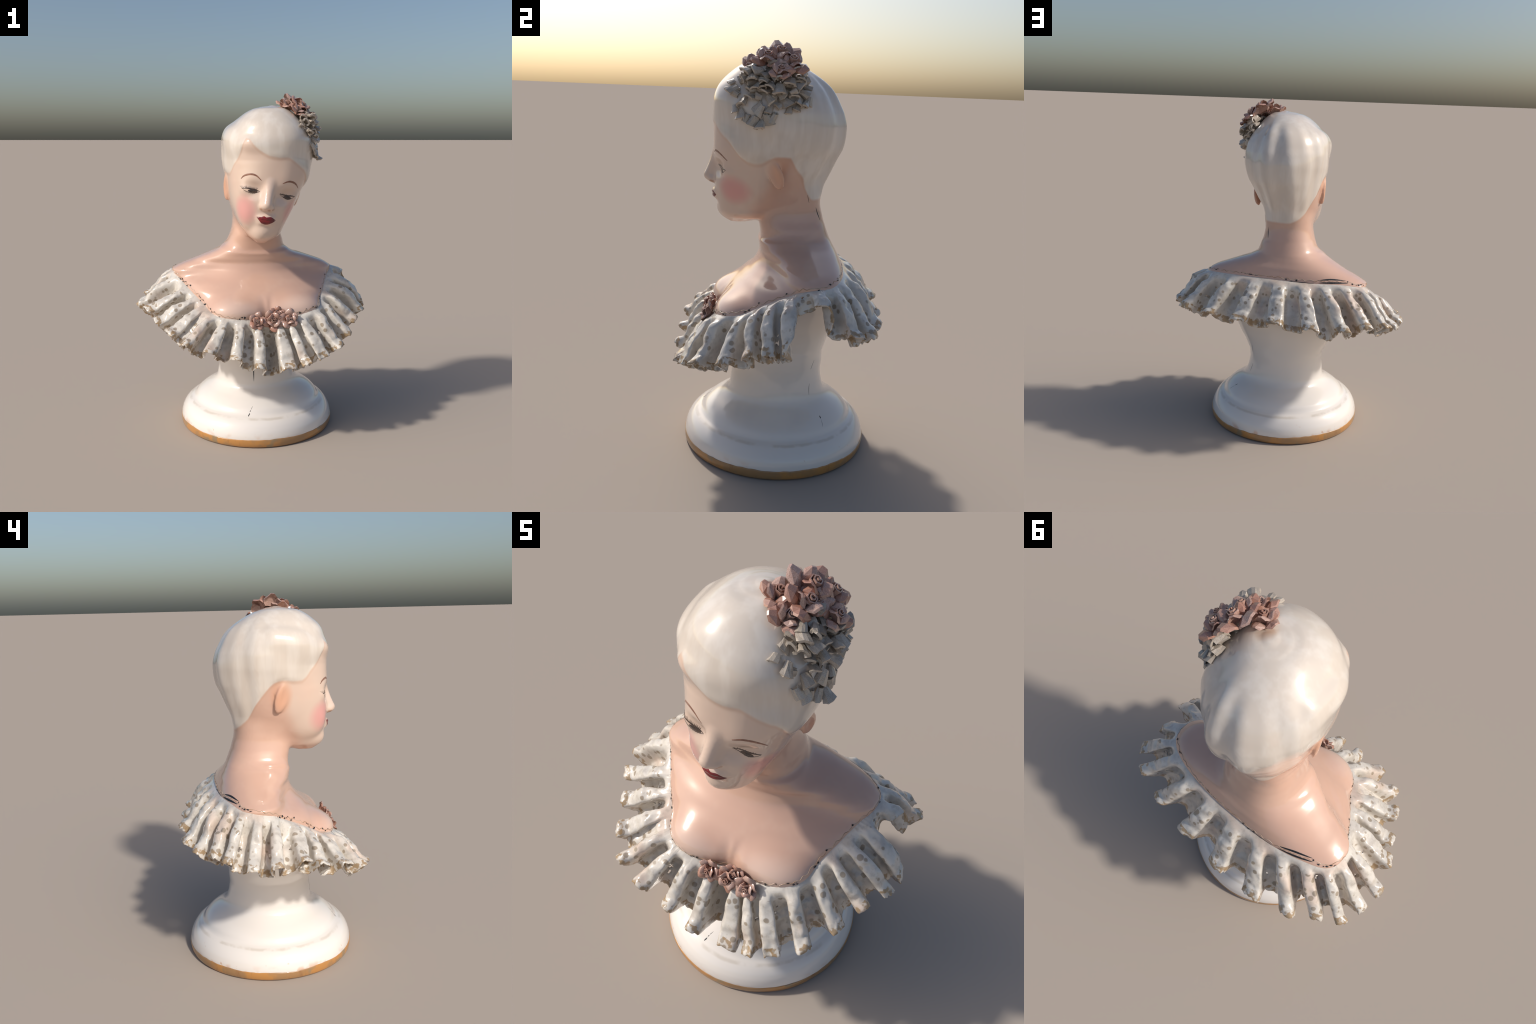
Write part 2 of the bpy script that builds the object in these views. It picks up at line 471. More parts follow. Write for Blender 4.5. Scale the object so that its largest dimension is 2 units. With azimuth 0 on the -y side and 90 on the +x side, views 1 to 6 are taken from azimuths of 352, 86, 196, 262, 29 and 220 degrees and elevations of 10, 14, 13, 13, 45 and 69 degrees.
def ribbon(pts, width, raise_by=.0012, n=24, across=5):
    """a thin painted stroke that hugs the glaze; width is a function of 0..1"""
    P = [on_surface(p) for p in polyline(pts, n)]
    V, F = [], []
    for k in range(n):
        q, nn = P[k]
        t = (P[min(k+1, n-1)][0] - P[max(k-1, 0)][0]).normalized()
        side = nn.cross(t).normalized()
        w = width(k / (n - 1))
        for j in range(across):
            c = j / (across - 1) * 2 - 1
            r, rn = on_surface(q + side * (c * w))
            V.append(r + rn * (raise_by * (1 - abs(c) ** 3) - .0003))
    for k in range(n - 1):
        for j in range(across - 1):
            a = k * across + j
            F.append((a, a + 1, a + across + 1, a + across))
    return V, F

def joined(parts):
    V, F = [], []
    for v, f in parts:
        o = len(V); V += list(v); F += [tuple(i + o for i in q) for q in f]
    return V, F

def plain(name, col, col2=None, scale=30, rough=.2, coat=.4):
    M = Mat(name, rough, coat)
    if col2 is None: return M.done(mix(M.noise(scale) * .3, col, tuple(c * .8 for c in col)))
    return M.done(mix(step(M.noise(scale, 3), .35, .65), col, col2))

HEAD = bpy.data.objects['head']
brow_mat = plain('brow_paint', (.20, .085, .055), (.30, .15, .10), 60)
lash_mat = plain('lash_paint', (.04, .026, .022), (.085, .05, .036), 80)
lip_mat = plain('lip_paint', (.20, .012, .014), (.13, .008, .012), 45)
taper = lambda w, a=.25: (lambda t: w * (math.sin(math.pi * (a + (1 - a) * t)) ** .7 if t < 1 else .02) + .0003)

def front(path): return [from_front(x, z) for x, z in path]

for path in ([(-.095, 1.518), (-.080, 1.535), (-.049, 1.545), (-.017, 1.538), (.012, 1.511)],
             [(.228, 1.463), (.212, 1.485), (.190, 1.499), (.163, 1.503), (.130, 1.493)][::-1]):
    w = .0068
    V_, F_ = ribbon(front(path), lambda t: w * (.18 + .82 * math.sin(math.pi * (.04 + .94 * t)) ** .8))
    mesh_from('eyebrow', V_, F_, True, [brow_mat], HEAD)

def eye(corners_up, corners_low, iris, lash_n, lash_len, lean):
    up, low = front(corners_up), front(corners_low)
    a = ribbon(up, lambda t: .0036 * math.sin(math.pi * (.06 + .9 * t)) + .0012)
    b = ribbon(low, lambda t: .0016 * math.sin(math.pi * (.06 + .9 * t)) + .0006)
    c = ribbon(front([(iris[0] - iris[2], iris[1] + iris[4]), (iris[0], iris[1]), (iris[0] + iris[2], iris[1] - iris[4])]),
               lambda t: iris[3] * math.sqrt(max(1 - (2 * t - 1) ** 2, .003)), .0014)
    V_, F_ = joined([b, c]); mesh_from('eye', V_, F_, True, [lash_mat], HEAD)
    strokes = [a]
    for k in range(lash_n):
        t = .04 + .78 * k / (lash_n - 1)
        p = polyline([np.array((x, z)) for x, z in corners_up], 60)[int(t * 59)]
        L = lash_len * (.8 + .4 * rng.random())
        d = lean * (.5 - t)
        path = [(p[0], p[1]), (p[0] - d * L * .6, p[1] + L * .6), (p[0] - d * L * 1.3, p[1] + L)]
        strokes.append(ribbon(front(path), lambda t: .0021 * (1 - t) + .0005, .001, 6, 3))
    pl = polyline([np.array((x, z)) for x, z in corners_low], 60)
    for k in range(lash_n // 2):
        p = pl[int((.1 + .7 * k / (lash_n / 2)) * 59)]
        L = lash_len * .45
        strokes.append(ribbon(front([(p[0], p[1]), (p[0] - .001, p[1] - L * .5), (p[0] - .003, p[1] - L)]), lambda t: .0012 * (1 - t) + .0003, .001, 5, 3))
    V_, F_ = joined(strokes); mesh_from('eyelash', V_, F_, True, [lash_mat], HEAD)

eye([(-.092, 1.464), (-.070, 1.468), (-.045, 1.464), (-.020, 1.459), (.003, 1.450)],
    [(-.086, 1.460), (-.066, 1.449), (-.040, 1.441), (-.014, 1.442), (.004, 1.449)], (-.034, 1.4515, .027, .0102, .003), 15, .013, 1.6)
eye([(.116, 1.434), (.140, 1.428), (.165, 1.422), (.188, 1.420), (.208, 1.417)],
    [(.120, 1.430), (.140, 1.414), (.163, 1.402), (.185, 1.405), (.206, 1.415)], (.161, 1.4125, .023, .0098, .004), 9, .007, -1.2)

def lips():
    up = pchip([-.016, .010, .027, .039, .060, .094], [1.3105, 1.3110, 1.3150, 1.3080, 1.3095, 1.2885])
    lo = pchip([-.016, -.002, .011, .040, .074, .094], [1.3095, 1.290, 1.273, 1.264, 1.274, 1.2875])
    V_, F_ = [], []; nx, nz = 40, 14
    for i in range(nx):
        x = -.016 + .110 * i / (nx - 1)
        for j in range(nz):
            t = j / (nz - 1); zz = float(lo(x)) * (1 - t) + float(up(x)) * t
            p = from_front(x, zz)
            edge = min(t, 1 - t, i / (nx - 1) * 2, (1 - i / (nx - 1)) * 2) * 2
            dome = .0028 * min(1, edge * 2.2) ** .6 - .0004
            dome -= .0022 * math.exp(-((t - .55) / .10) ** 2)
            V_.append(p + Vector((0, -dome, 0)))
    for i in range(nx - 1):
        for j in range(nz - 1):
            a = i * nz + j; F_.append((a, a + nz, a + nz + 1, a + 1))
    mesh_from('lips', V_, F_, True, [lip_mat], HEAD)
lips()

# ------------------------------------------------------------------ gilt band round the foot
def gold_band():
    M = Mat('worn_gilding', .3, .5)
    n = M.noise(6, 4, .6); n2 = M.noise(22, 3, .6, (1, 1, .3)); n3 = M.noise(9, 2)
    c = mix(step(n, .42, .58), (.50, .235, .065), (.36, .20, .085))
    c = mix(step(n2, .58, .72) * .6, c, (.27, .12, .045))
    c = mix(step(n3, .58, .64) * .8, c, (.26, .20, .12))
    M.done(c)
    V_, F_ = [], []; n = 192
    for i in range(n):
        a = 2 * math.pi * i / n
        nz = noise.noise(Vector((math.cos(a) * 3, math.sin(a) * 3, 1.3)))
        top = .047 + .006 * nz + .003 * noise.noise(Vector((math.cos(a) * 14, math.sin(a) * 14, 0)))
        notch = math.exp(-((a - 4.475) / .012) ** 2) * .001
        for r, z_ in ((.452, .0005), (.4620, .002), (.4665, .010), (.4685, .024), (.4686, top - .004), (.4670, top), (.4615, top + .0005)):
            r = r + .0022 * noise.noise(Vector((math.cos(a) * 5, math.sin(a) * 5, 4))) * (r > .464) - notch
            V_.append((BX + r * math.cos(a), BY + r * math.sin(a), z_))
    for i in range(n):
        for j in range(6):
            A, B = i * 7 + j, ((i + 1) % n) * 7 + j
            F_.append((A, B, B + 1, A + 1))
    mesh_from('gold_band', V_, F_, True, [M.m], bpy.data.objects['pedestal'])
gold_band()

# ------------------------------------------------------------------ lace ruffle
NECKLINE = [(.08, -.300, .715), (.235, -.305, .740), (.335, -.295, .765), (.382, -.213, .785), (.430, -.083, .850),
            (.485, .015, .910), (.523, .155, .950), (.465, .220, .960), (.338, .275, .965), (.150, .305, .968),
            (-.028, .313, .967), (-.202, .278, .957), (-.378, .231, .955), (-.456, .198, .953), (-.481, .092, .925),
            (-.444, 0.0, .895), (-.390, -.040, .862), (-.325, -.122, .810), (-.270, -.255, .750), (-.175, -.335, .722), (-.06, -.325, .715)]
CRESTS = [(.165, -.482, .472), (.255, -.482, .480), (.345, -.458, .525), (.468, -.393, .560), (.556, -.250, .598),
          (.616, -.158, .658), (.686, -.065, .700), (.710, .030, .722), (.690, .190, .812), (.655, .295, .768),
          (.606, .380, .740), (.415, .462, .740), (.205, .490, .738), (.000, .520, .758), (-.248, .524, .740),
          (-.425, .466, .728), (-.552, .390, .742), (-.660, .322, .744), (-.672, .205, .702), (-.705, .085, .730),
          (-.650, -.065, .725), (-.578, -.170, .668), (-.533, -.300, .640), (-.425, -.418, .598), (-.297, -.460, .562),
          (-.160, -.476, .526), (-.022, -.506, .470)]
RUFFLE_MID = np.array([.02, -.03])

def ruffle():
    neck = closed_spline(NECKLINE, 0); hem = closed_spline(CRESTS, 0)
    nang = np.unwrap(np.arctan2(neck[:, 1] - RUFFLE_MID[1], neck[:, 0] - RUFFLE_MID[0]))
    order = np.argsort(nang % (2 * np.pi)); na = (nang % (2 * np.pi))[order]; nk = neck[order]
    na = np.concatenate([na - 2 * np.pi, na, na + 2 * np.pi]); nk = np.tile(nk, (3, 1))
    K = len(CRESTS); per = 30; nu = K * per; nv = 34
    ss = np.arange(nu) / per
    r = np.random.default_rng(21)
    sharp = .45 + .35 * r.random(K); amp = .030 + .022 * r.random(K); lat = .010 + .010 * r.random(K)
    reach = 1 + .07 * (r.random(K) - .5); vlen = 1 + .10 * (r.random(K) - .5)
    warp = (r.random(K) - .5) * .2
    # hem base points at fractional crest positions
    def hem_at(s): return np.stack([np.interp(s % K, np.arange(K * 24 + 1) / 24, np.append(hem[:, c], hem[0, c])) for c in range(3)], -1)
    s_w = ss.copy()
    H = hem_at(s_w)
    for _ in range(2):                            # soften the line through the crests
        H = (H + .5 * np.roll(H, per // 4, 0) + .5 * np.roll(H, -per // 4, 0)) / 2
    ang = np.arctan2(H[:, 1] - RUFFLE_MID[1], H[:, 0] - RUFFLE_MID[0])
    N0 = np.stack([np.interp(ang % (2 * np.pi), na, nk[:, c]) for c in range(3)], -1)
    for _ in range(6): N0 = (np.roll(N0, 1, 0) + 2 * N0 + np.roll(N0, -1, 0)) / 4
    for i in range(nu):                            # the top row sits on the body
        q, nn = on_surface(N0[i]); N0[i] = q - nn * .003
    T = np.roll(H, -per // 2, 0) - np.roll(H, per // 2, 0); T /= np.linalg.norm(T, axis=1, keepdims=True)
    D = H - N0
    NN = np.cross(D, T); NN /= np.linalg.norm(NN, axis=1, keepdims=True)
    NN *= np.sign(NN[:, 2:3] + 1e-6)
    IN = NN * np.array([1, 1, .7]); IN /= np.linalg.norm(IN, axis=1, keepdims=True)
    k = np.floor(ss + .5).astype(int) % K; t = ss - np.floor(ss + .5)
    sway = np.array([noise.noise(Vector((i * .021, 9.4, 2))) for i in range(nu)])
    nxt = (np.floor(ss).astype(int)) % K; fr = ss - np.floor(ss)
    blend = lambda arr: arr[nxt] * (1 - smooth(fr, 0, 1)) + arr[(nxt + 1) % K] * smooth(fr, 0, 1)
    c = np.cos(2 * np.pi * t); shp = blend(sharp)
    prof = .4 * np.tanh((c + .15 + .6 * (shp - .6)) * 1.7) / math.tanh(1.9) + .6 * c
    span = np.linalg.norm(np.roll(np.array(CRESTS), -1, 0) - np.array(CRESTS), axis=1); span = (span + np.roll(span, 1)) / 2
    amp = amp * np.clip(span / .125, .7, 1.35)
    A = blend(amp) * (1 + .8 * np.exp(-((ss - K + .5) / .3) ** 2)) * (1 - .5 * np.exp(-((ss - 22.5) / .3) ** 2)); B = blend(lat)
    jag = np.array([noise.noise(Vector((i * .31, 2.2, 0))) * .55 + noise.noise(Vector((i * .93, 7.1, 3))) * .6 for i in range(nu)])
    length = (blend(reach) + .015 - .035 * smooth(-prof, -.6, .6)) + .085 * np.where(jag < 0, jag, jag * .4)
    tear = np.exp(-((H[:, 1] - .13) / .085) ** 6) * (H[:, 0] > .4)
    length *= 1 - .58 * tear
    curl = np.array([noise.noise(Vector((i * .09, 4.4, 1))) for i in range(nu)]) * 1.6
    rows = []
    for j in range(nv):
        v = j / (nv - 1)
        vv = v * length if True else v
        grow = smooth(vv, .05, .48)
        pos = N0 + D * vv[:, None]
        bulge = .027 * np.sin(np.pi * np.clip(vv, 0, 1)) + .003 * np.sin(np.pi * np.clip(vv * 1.6, 0, 1))
        side = np.exp(-((H[:, 1] - .0) / .16) ** 2) * (H[:, 0] > .4)
        bulge = bulge + .035 * side * np.sin(np.pi * np.clip(vv, 0, 1))
        flare = (.028 * smooth(vv, .78, 1.0) * smooth(prof, -.2, .6) + .010 * curl * smooth(vv, .7, 1.0))
        pos = pos + NN * (bulge + flare)[:, None] + IN * (grow * A * (prof - 1))[:, None] + T * (B * grow * np.sin(4 * np.pi * t) + .035 * sway * vv * grow)[:, None]
        cr = np.array([noise.noise(Vector(p * 11)) * .9 + noise.noise(Vector(p * 24)) * .6 + noise.noise(Vector(p * 55)) * .3 for p in pos])
        pos = pos + NN * (.015 * cr * smooth(vv, .08, .3))[:, None]
        rows.append(pos)
    V_ = np.array(rows).reshape(-1, 3)
    V_[:, 0] *= .982; V_[:, 0] -= np.sign(V_[:, 0]) * .3 * np.maximum(np.abs(V_[:, 0]) - .69, 0); V_[:, 1] += .3 * np.maximum(-V_[:, 1] - .50, 0); V_[:, 1] -= .028 * smooth(V_[:, 1], .36, .53)
    I = lambda j, i: j * nu + (i % nu)
    jj, ii = np.meshgrid(np.arange(nv - 1), np.arange(nu), indexing='ij')
    Qs = np.stack([I(jj, ii), I(jj + 1, ii), I(jj + 1, ii + 1), I(jj, ii + 1)], -1)
    mid = (V_[Qs].mean(2))
    # real lace holes, mostly in the hollows
    keep = np.ones((nv - 1, nu), bool)
    for _ in range(34):
        kk = r.integers(0, K); s0 = ((kk + .5 + (r.random() - .5) * .5) % K) * per; v0 = (.35 + .4 * r.random()) * nv
        rad = .0055 + .005 * r.random()
        ctr = mid[int(v0) % (nv - 1), int(s0) % nu]
        d = np.linalg.norm((mid - ctr), axis=-1)
        keep &= d > rad
    label = np.broadcast_to(k[None, :], keep.shape).copy() + 1
    label[jj < 4] = 0
    hemrow = (jj >= nv - 5).astype(int); hemrow[jj < 7] = 2
    fm = hemrow[keep]; lb = label[keep]; Qo = Qs[keep]
    if np.einsum('ij,ij->i', np.cross(V_[Qo[:, 1]] - V_[Qo[:, 0]], V_[Qo[:, 3]] - V_[Qo[:, 0]]),
                 V_[Qo].mean(1) - np.array([.02, 0, .6])).mean() < 0: Qo = Qo[:, ::-1]
    Nv = vertex_normals(V_, Qo)
    V2 = V_ - Nv * .0075
    n0 = len(V_)
    Qi = Qo[:, ::-1] + n0
    # rim along open edges
    e = np.concatenate([Qo[:, [0, 1]], Qo[:, [1, 2]], Qo[:, [2, 3]], Qo[:, [3, 0]]]); owner = np.tile(np.arange(len(Qo)), 4)
    key = np.sort(e, 1); key = key[:, 0] * (2 * n0) + key[:, 1]
    u, first, cnt = np.unique(key, return_index=True, return_counts=True)
    b = first[cnt == 1]
    rim = np.stack([e[b, 1], e[b, 0], e[b, 0] + n0, e[b, 1] + n0], 1)
    Qa = np.concatenate([Qo, Qi, rim]); la = np.concatenate([lb, lb, lb[owner[b]]]); fa = np.concatenate([fm, fm, fm[owner[b]]])
    return np.concatenate([V_, V2]), Qa, la, fa, K

def lace_material(name, hem, spots=True):
    M = Mat(name, .16, .6)
    n = M.noise(14, 3); n2 = M.noise(5, 2)
    d, col = M.voronoi(26)
    sep = M.t.nodes.new('ShaderNodeSeparateColor'); M.t.links.new(col.o, sep.inputs[0])
    pick = step(Sock(M.t, sep.outputs[0]), .30, .34)
    spot = step(d + (n - .5) * .5, .36, .24) * pick
    c = mix(step(n, .42, .7), (.68, .63, .56), (.55, .50, .44))
    c = mix(step(n2, .54, .70) * .45, c, (.62, .42, .31))
    c = mix(step(M.noise(38, 3, .6), .50, .68) * .40, c, (.42, .365, .30))
    if spots: c = mix(spot * .88, c, (.32, .255, .185))
    if hem:
        h = step(M.noise(34, 2, .5), .45, .56)
        c = mix(h * .85, c, (.33, .21, .095))
    return M.done(c)

RV, RQ, RL, RF, RK = ruffle()
lace = lace_material('lace_porcelain', False); lace_hem = lace_material('gilded_lace_edge', True); lace_band = lace_material('plain_lace_band', False, False)
obs = split_regions(RV, RQ, RL, ['ruffle'] + ['pleat'] * RK, [lace, lace_hem, lace_band], ROOT, RF)
RUFFLE = bpy.data.objects['ruffle']
for ob in list(bpy.data.objects):
    if ob.name.startswith('pleat'): ob.parent = RUFFLE

# wavy brown lace edge on the neckline, with chips of missing glaze
def neck_trim():
    P = closed_spline(NECKLINE, 0); n = 900
    seg = np.linalg.norm(np.diff(np.vstack([P, P[:1]]), axis=0), axis=1); L = np.concatenate([[0], np.cumsum(seg)])
    Pc = np.vstack([P, P[:1]])
    s_ = np.linspace(0, L[-1], n, endpoint=False)
    C_ = np.stack([np.interp(s_, L, Pc[:, c]) for c in range(3)], -1)
    V_, F_ = [], []; m = 5; pts = []
    for i in range(n):
        wob = .0045 * math.sin(i * .42 + 2 * noise.noise(Vector((i * .05, 0, 0)))) + .004 * noise.noise(Vector((i * .11, 5, 0)))
        q, nn = on_surface(C_[i] + np.array((0, 0, .013 + wob)))
        pts.append((q, nn))
    for i in range(n):
        q, nn = pts[i]; t = (pts[(i + 1) % n][0] - pts[i - 1][0]).normalized(); side = nn.cross(t)
        w = .0026 * (.6 + .8 * abs(noise.noise(Vector((i * .2, 1, 9)))))
        for j in range(m):
            cc = j / (m - 1) * 2 - 1
            V_.append(q + side * (w * cc) + nn * (.0022 * (1 - cc * cc) - .0004))
    for i in range(n):
        for j in range(m - 1):
            a, b = i * m + j, ((i + 1) % n) * m + j
            F_.append((a, b, b + 1, a + 1))
    M = Mat('brown_lace_thread', .35, .3)
    M.done(mix(step(M.noise(25), .4, .65), (.36, .22, .13), (.55, .42, .32)))
    mesh_from('lace_edge', V_, F_, True, [M.m], RUFFLE)
    # dark chips
    parts = []; r = np.random.default_rng(5)
    for _ in range(130):
        i = r.integers(0, n)
        if pts[i][0].y > .24 and r.random() < .7: continue
        if noise.noise(Vector((i * .02, 3, 3))) < -.05: continue
        q, nn = pts[i]; q = q + Vector(((r.random() - .5) * .012, (r.random() - .5) * .012, (r.random() - .75) * .018))
        q, nn = on_surface(q); t = (pts[(i + 1) % n][0] - pts[i - 1][0]).normalized(); side = nn.cross(t)
        L_, W_ = .003 + .007 * r.random(), .002 + .004 * r.random()
        a = r.random() * 1.2 - .6; t2 = t * math.cos(a) + side * math.sin(a); s2 = nn.cross(t2)
        up = nn * .0045
        parts.append(([q - t2 * L_ + nn * .003, q + s2 * W_ + nn * .003, q + t2 * L_ + nn * .003, q - s2 * W_ + nn * .003, q + up], [(0, 1, 4), (1, 2, 4), (2, 3, 4), (3, 0, 4)]))
    v, f = joined(parts)
    ob = mesh_from('glaze_chip', v, f, False, [dark], RUFFLE); ob['kind'] = 'stuff'

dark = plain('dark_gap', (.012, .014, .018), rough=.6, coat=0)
neck_trim()

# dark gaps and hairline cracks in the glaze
CRACKS = [([(.233, .285, .974), (.19, .294, .974), (.137, .300, .974)], .003),
          ([(-.031, .31, .963), (-.12, .305, .962), (-.199, .293, .960)], .003),
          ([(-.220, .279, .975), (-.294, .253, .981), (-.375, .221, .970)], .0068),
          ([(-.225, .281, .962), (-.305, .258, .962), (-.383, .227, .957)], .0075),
          ([(-.016, -.208, .45), (-.017, -.21, .38), (-.019, -.229, .316)], .0036),
          ([(-.041, -.340, .229), (-.050, -.352, .217), (-.055, -.360, .209)], .0012),
          ([(-.056, -.362, .206), (-.060, -.366, .200), (-.063, -.368, .194)], .0022),
          ([(-.064, -.369, .190), (-.068, -.372, .182), (-.071, -.373, .174)], .0034),
          ([(.200, .171, .362), (.212, .173, .337), (.224, .176, .312)], .0016),
          ([(.291, .225, .251), (.299, .229, .246), (.307, .232, .241)], .0036),
          ([(.310, .233, .238), (.330, .238, .222), (.344, .239, .211)], .0009),
          ([(.202, .188, .487), (.200, .180, .463), (.199, .172, .439)], .0012),
          ([(.120, .153, 1.243), (.117, .165, 1.21), (.114, .179, 1.178)], .0042),
          ([(.179, .120, 1.308), (.167, .122, 1.288), (.155, .124, 1.269)], .0014),
          ([(-.087, -.441, .046), (-.087, -.443, .03), (-.087, -.443, .004)], .0022)]
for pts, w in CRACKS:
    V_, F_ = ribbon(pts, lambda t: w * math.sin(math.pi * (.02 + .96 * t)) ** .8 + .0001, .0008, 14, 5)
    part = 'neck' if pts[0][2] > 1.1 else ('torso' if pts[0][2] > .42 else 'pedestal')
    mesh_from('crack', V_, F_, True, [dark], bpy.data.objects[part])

# ------------------------------------------------------------------ clay roses
def clay(name, base, second, deep):
    M = Mat(name, .22, .5)
    oi = M.t.nodes.new('ShaderNodeObjectInfo'); rnd = Sock(M.t, oi.outputs['Random'])
    n = M.noise(28, 3, .6)
    c = mix(rnd, base, second)
    c = mix(step(n, .42, .64) * .75, c, deep)
    return M.done(c)
rose_mat = clay('rose_clay', (.45, .235, .17), (.54, .38, .32), (.30, .14, .095))
grey_mat = clay('lace_clay', (.42, .365, .30), (.56, .495, .42), (.27, .20, .14))

def petal_mesh(name, seed, n=4, th=.14, soft=False):
    r = np.random.default_rng(seed); V_, F_ = [], []
    for side in (1, 0):
        for i in range(n):
            for j in range(n):
                u = i / (n - 1) * 2 - 1; v = j / (n - 1)
                w = .62 * math.sin(math.pi * (.18 + .62 * v)) ** .8
                tip = .14 * (1 - abs(u)) * v
                x = u * w; zz = v * 1.0 + tip - .18 * u * u * v
                y = -.30 * v + .55 * v * v * v + .45 * x * x - .05
                crumple = .05 * noise.noise(Vector((x * 3 + seed, zz * 3, 0)))
                V_.append((x, -(y + crumple) * 1.0 - th * (0.5 if side else -.5), zz))
    for s_ in (0, 1):
        for i in range(n - 1):
            for j in range(n - 1):
                a = s_ * n * n + i * n + j; q = (a, a + n, a + n + 1, a + 1)
                F_.append(q if s_ == 0 else q[::-1])
    ring = [i * n for i in range(n)] + [(n-1)*n + j for j in range(1, n)] + [i*n + n-1 for i in range(n-2, -1, -1)] + [j for j in range(n-2, 0, -1)]
    for a, b in zip(ring, ring[1:] + ring[:1]):
        F_.append((b, a, a + n * n, b + n * n))
    me = bpy.data.meshes.new(name); me.from_pydata(V_, [], F_); me.update()
    me.polygons.foreach_set('use_smooth', [soft] * len(me.polygons)); me.materials.append(rose_mat)
    return me
PETALS = [petal_mesh('petal', k) for k in range(4)]
SOFT_PETALS = [petal_mesh('petal', k + 10, 6, .08, True) for k in range(4)]

def bud_mesh():
    V_, F_ = [], []; nt, nr = 14, 3
    for i in range(nt):
        a = i / (nt - 1) * 4.2 * math.pi; rr = .10 + .30 * i / (nt - 1)
        for j in range(nr):
            v = j / (nr - 1)
            V_.append((math.cos(a) * rr * (.75 + .35 * v), math.sin(a) * rr * (.75 + .35 * v), v * (.85 - .25 * i / nt)))
    for i in range(nt - 1):
        for j in range(nr - 1):
            a = i * nr + j; F_.append((a, a + nr, a + nr + 1, a + 1))
    me = bpy.data.meshes.new('rose'); me.from_pydata(V_, [], F_); me.update()
    bm = bmesh.new(); bm.from_mesh(me)
    bmesh.ops.solidify(bm, geom=bm.faces[:], thickness=.06); bm.to_mesh(me); bm.free()
    me.polygons.foreach_set('use_smooth', [False] * len(me.polygons)); me.materials.append(rose_mat)
    return me
BUD = bud_mesh()

def rose(pos, radius, axis, parent, seed, petals=PETALS, whorls=((3, .42, .30), (4, .66, .85))):
    r = np.random.default_rng(seed)
    q = Vector(axis).normalized().to_track_quat('Z', 'Y').to_matrix().to_4x4()
    core = bpy.data.objects.new('rose', BUD); bpy.context.collection.objects.link(core); core.parent = parent
    core.matrix_local = Matrix.Translation(pos) @ q @ Matrix.Rotation(r.random() * 6, 4, 'Z') @ Matrix.Scale(radius, 4)
    for wi, (cnt, rad, open_) in enumerate(whorls):
        for k in range(cnt):
            a = 2 * math.pi * (k + wi * .5 + (r.random() - .5) * .3) / cnt
            p = bpy.data.objects.new('petal', petals[r.integers(0, 4)]); bpy.context.collection.objects.link(p); p.parent = core
            sc = (.85 + .25 * r.random()) * (1.05 if wi else .9)
            p.matrix_local = (Matrix.Rotation(a, 4, 'Z') @ Matrix.Translation((0, -rad * .55, -.10 - .12 * wi)) @
                              Matrix.Rotation(open_ + .35 * (r.random() - .3), 4, 'X') @ Matrix.Scale(sc, 4))

CORSAGE = ROOT
for k, (p, rad) in enumerate((((-.013, -.330, .714), .042), ((.078, -.328, .716), .052), ((.105, -.318, .748), .038), ((.172, -.338, .722), .043))):
    rose(p, rad, (.02, -1, .30), CORSAGE, 50 + k, SOFT_PETALS, ((4, .45, .15), (5, .70, .62)))

# ------------------------------------------------------------------ flowers pinned in the hair
HAIRPIECE = ROOT

def frill_mesh(name, seed):
    """short thick half-tube of lace, flaring and tipping up away from its root"""
    r = np.random.default_rng(seed); V_, F_ = [], []; na, nl = 7, 3
    turn = math.radians(190 + 110 * r.random()); flare = .10 + .16 * r.random(); rise = .15 + .35 * r.random()
    skew = (r.random() - .5) * .5
    for i in range(na):
        a = -turn / 2 + turn * i / (na - 1)
        for j in range(nl):
            v = j / (nl - 1)
            rr = .36 + flare * v + .13 * noise.noise(Vector((math.cos(a) * 1.7 + seed * 3.1, math.sin(a) * 1.7, v)))
            V_.append((math.sin(a) * rr * 1.15 + skew * v, .25 - 1.05 * v + .14 * noise.noise(Vector((a * 2, seed, v))),
                       math.cos(a) * rr * .85 + .10 + rise * v))
    for i in range(na - 1):
        for j in range(nl - 1):
            a = i * nl + j; F_.append((a, a + 1, a + nl + 1, a + nl))
    me = bpy.data.meshes.new(name); me.from_pydata(V_, [], F_); me.update()
    bm = bmesh.new(); bm.from_mesh(me); bmesh.ops.recalc_face_normals(bm, faces=bm.faces[:])
    bmesh.ops.solidify(bm, geom=bm.faces[:], thickness=.20); bm.to_mesh(me); bm.free()
    me.polygons.foreach_set('use_smooth', [False] * len(me.polygons)); me.materials.append(grey_mat)
    return me
CURLS = [frill_mesh('lace_frill', k) for k in range(6)]

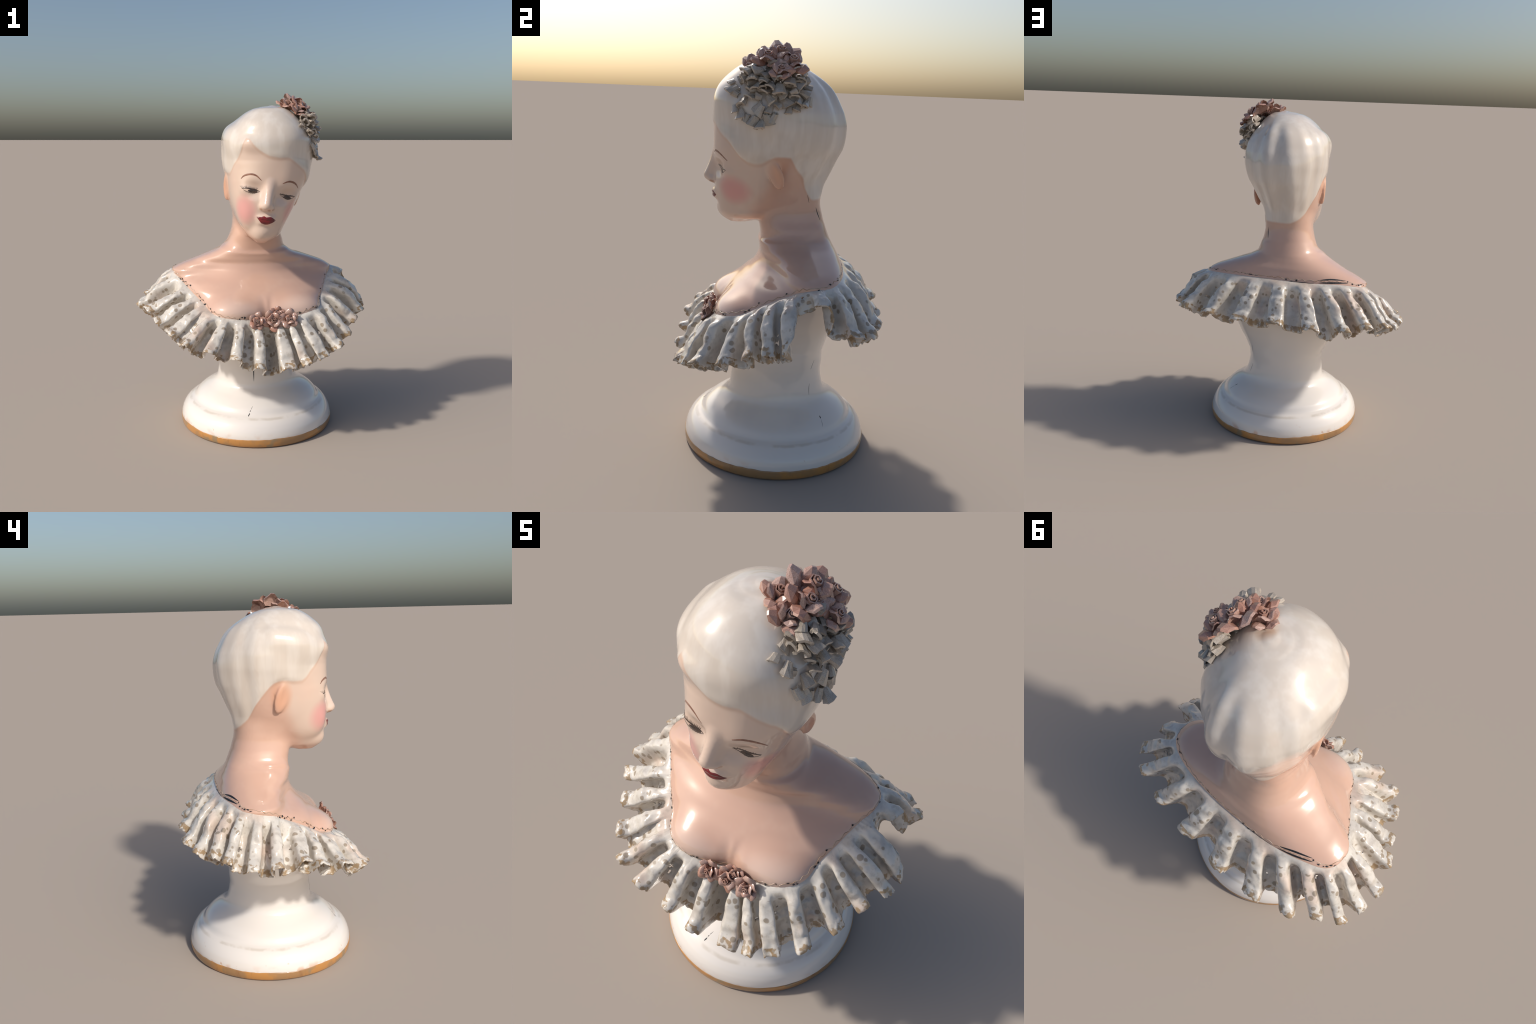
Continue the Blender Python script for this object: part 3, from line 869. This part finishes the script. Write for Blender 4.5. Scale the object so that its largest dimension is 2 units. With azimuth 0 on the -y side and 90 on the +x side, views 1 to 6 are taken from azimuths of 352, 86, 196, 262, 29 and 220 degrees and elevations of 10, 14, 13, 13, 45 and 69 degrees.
PATCH = [(-.245, 1.855), (-.245, 1.735), (-.205, 1.695), (-.145, 1.640), (-.115, 1.645), (-.06, 1.680), (.015, 1.715), (.085, 1.745), (.082, 1.80), (.055, 1.895), (-.05, 1.93), (-.16, 1.91)]
BARE = [((-.185, 1.800), .034), ((-.165, 1.715), .026), ((-.05, 1.70), .02)]
def inside(y, z):
    n_ = False; P = PATCH
    for (y0, z0), (y1, z1) in zip(P, P[1:] + P[:1]):
        if (z0 > z) != (z1 > z) and y < (y1 - y0) * (z - z0) / (z1 - z0) + y0: n_ = not n_
    return n_

def hairpiece():
    r = np.random.default_rng(12); got = []
    tries = 0
    while tries < 6000:
        tries += 1
        y, z_ = r.uniform(-.25, .11), r.uniform(1.63, 1.93)
        if not inside(y, z_) or any(math.hypot(y - a, z_ - b) < rr for (a, b), rr in BARE): continue
        h = BODY.ray_cast(Vector((1.2, y, z_ + .35)), Vector((-1.2, 0, -.50)).normalized())
        if h[0] is None: continue
        p, n = h[0], h[1]
        if any((p - g).length < .029 for g in got): continue
        got.append(p)
        deep = smooth(p.z, 1.66, 1.86) * (1 - smooth(abs(p.y + .07), .07, .19))
        layers = 1 + int(deep > .5)
        for L in range(layers):
            ob = bpy.data.objects.new('lace_frill', CURLS[r.integers(0, 6)]); bpy.context.collection.objects.link(ob); ob.parent = HAIRPIECE
            down = (p - Vector((.24, -.06, 1.98))); down -= n * down.dot(n); down.normalize()
            m3 = Matrix((n.cross(down) * 1.0, -down, n)).transposed()
            if m3.determinant() < 0: m3 = Matrix((-(n.cross(down)), -down, n)).transposed()
            pos = p + n * (.001 + .014 * deep + .030 * L) + Vector(((0, (r.random() - .5) * .012, (r.random() - .5) * .012)))
            s_ = .034 * (.8 + .5 * r.random())
            ob.matrix_local = (Matrix.Translation(pos) @ m3.to_4x4() @ Matrix.Rotation(r.normal(0, .7), 4, 'Z') @
                               Matrix.Rotation(r.normal(0, .25), 4, 'X') @ Matrix.Rotation(r.normal(0, .25), 4, 'Y') @ Matrix.Diagonal((s_ * (.8 + .5 * r.random()), s_, s_, 1)))
    for k, (p, rad) in enumerate((((.182, -.112, 1.920), .050), ((.252, -.045, 1.929), .061), ((.265, -.100, 1.912), .054), ((.238, -.160, 1.888), .046),
                                  ((.338, -.048, 1.860), .044), ((.298, .002, 1.898), .052))):
        h = on_surface(p)[1]
        rose(p, rad, (h + Vector((.1, -.1, .35))), HAIRPIECE, 80 + k)
hairpiece()
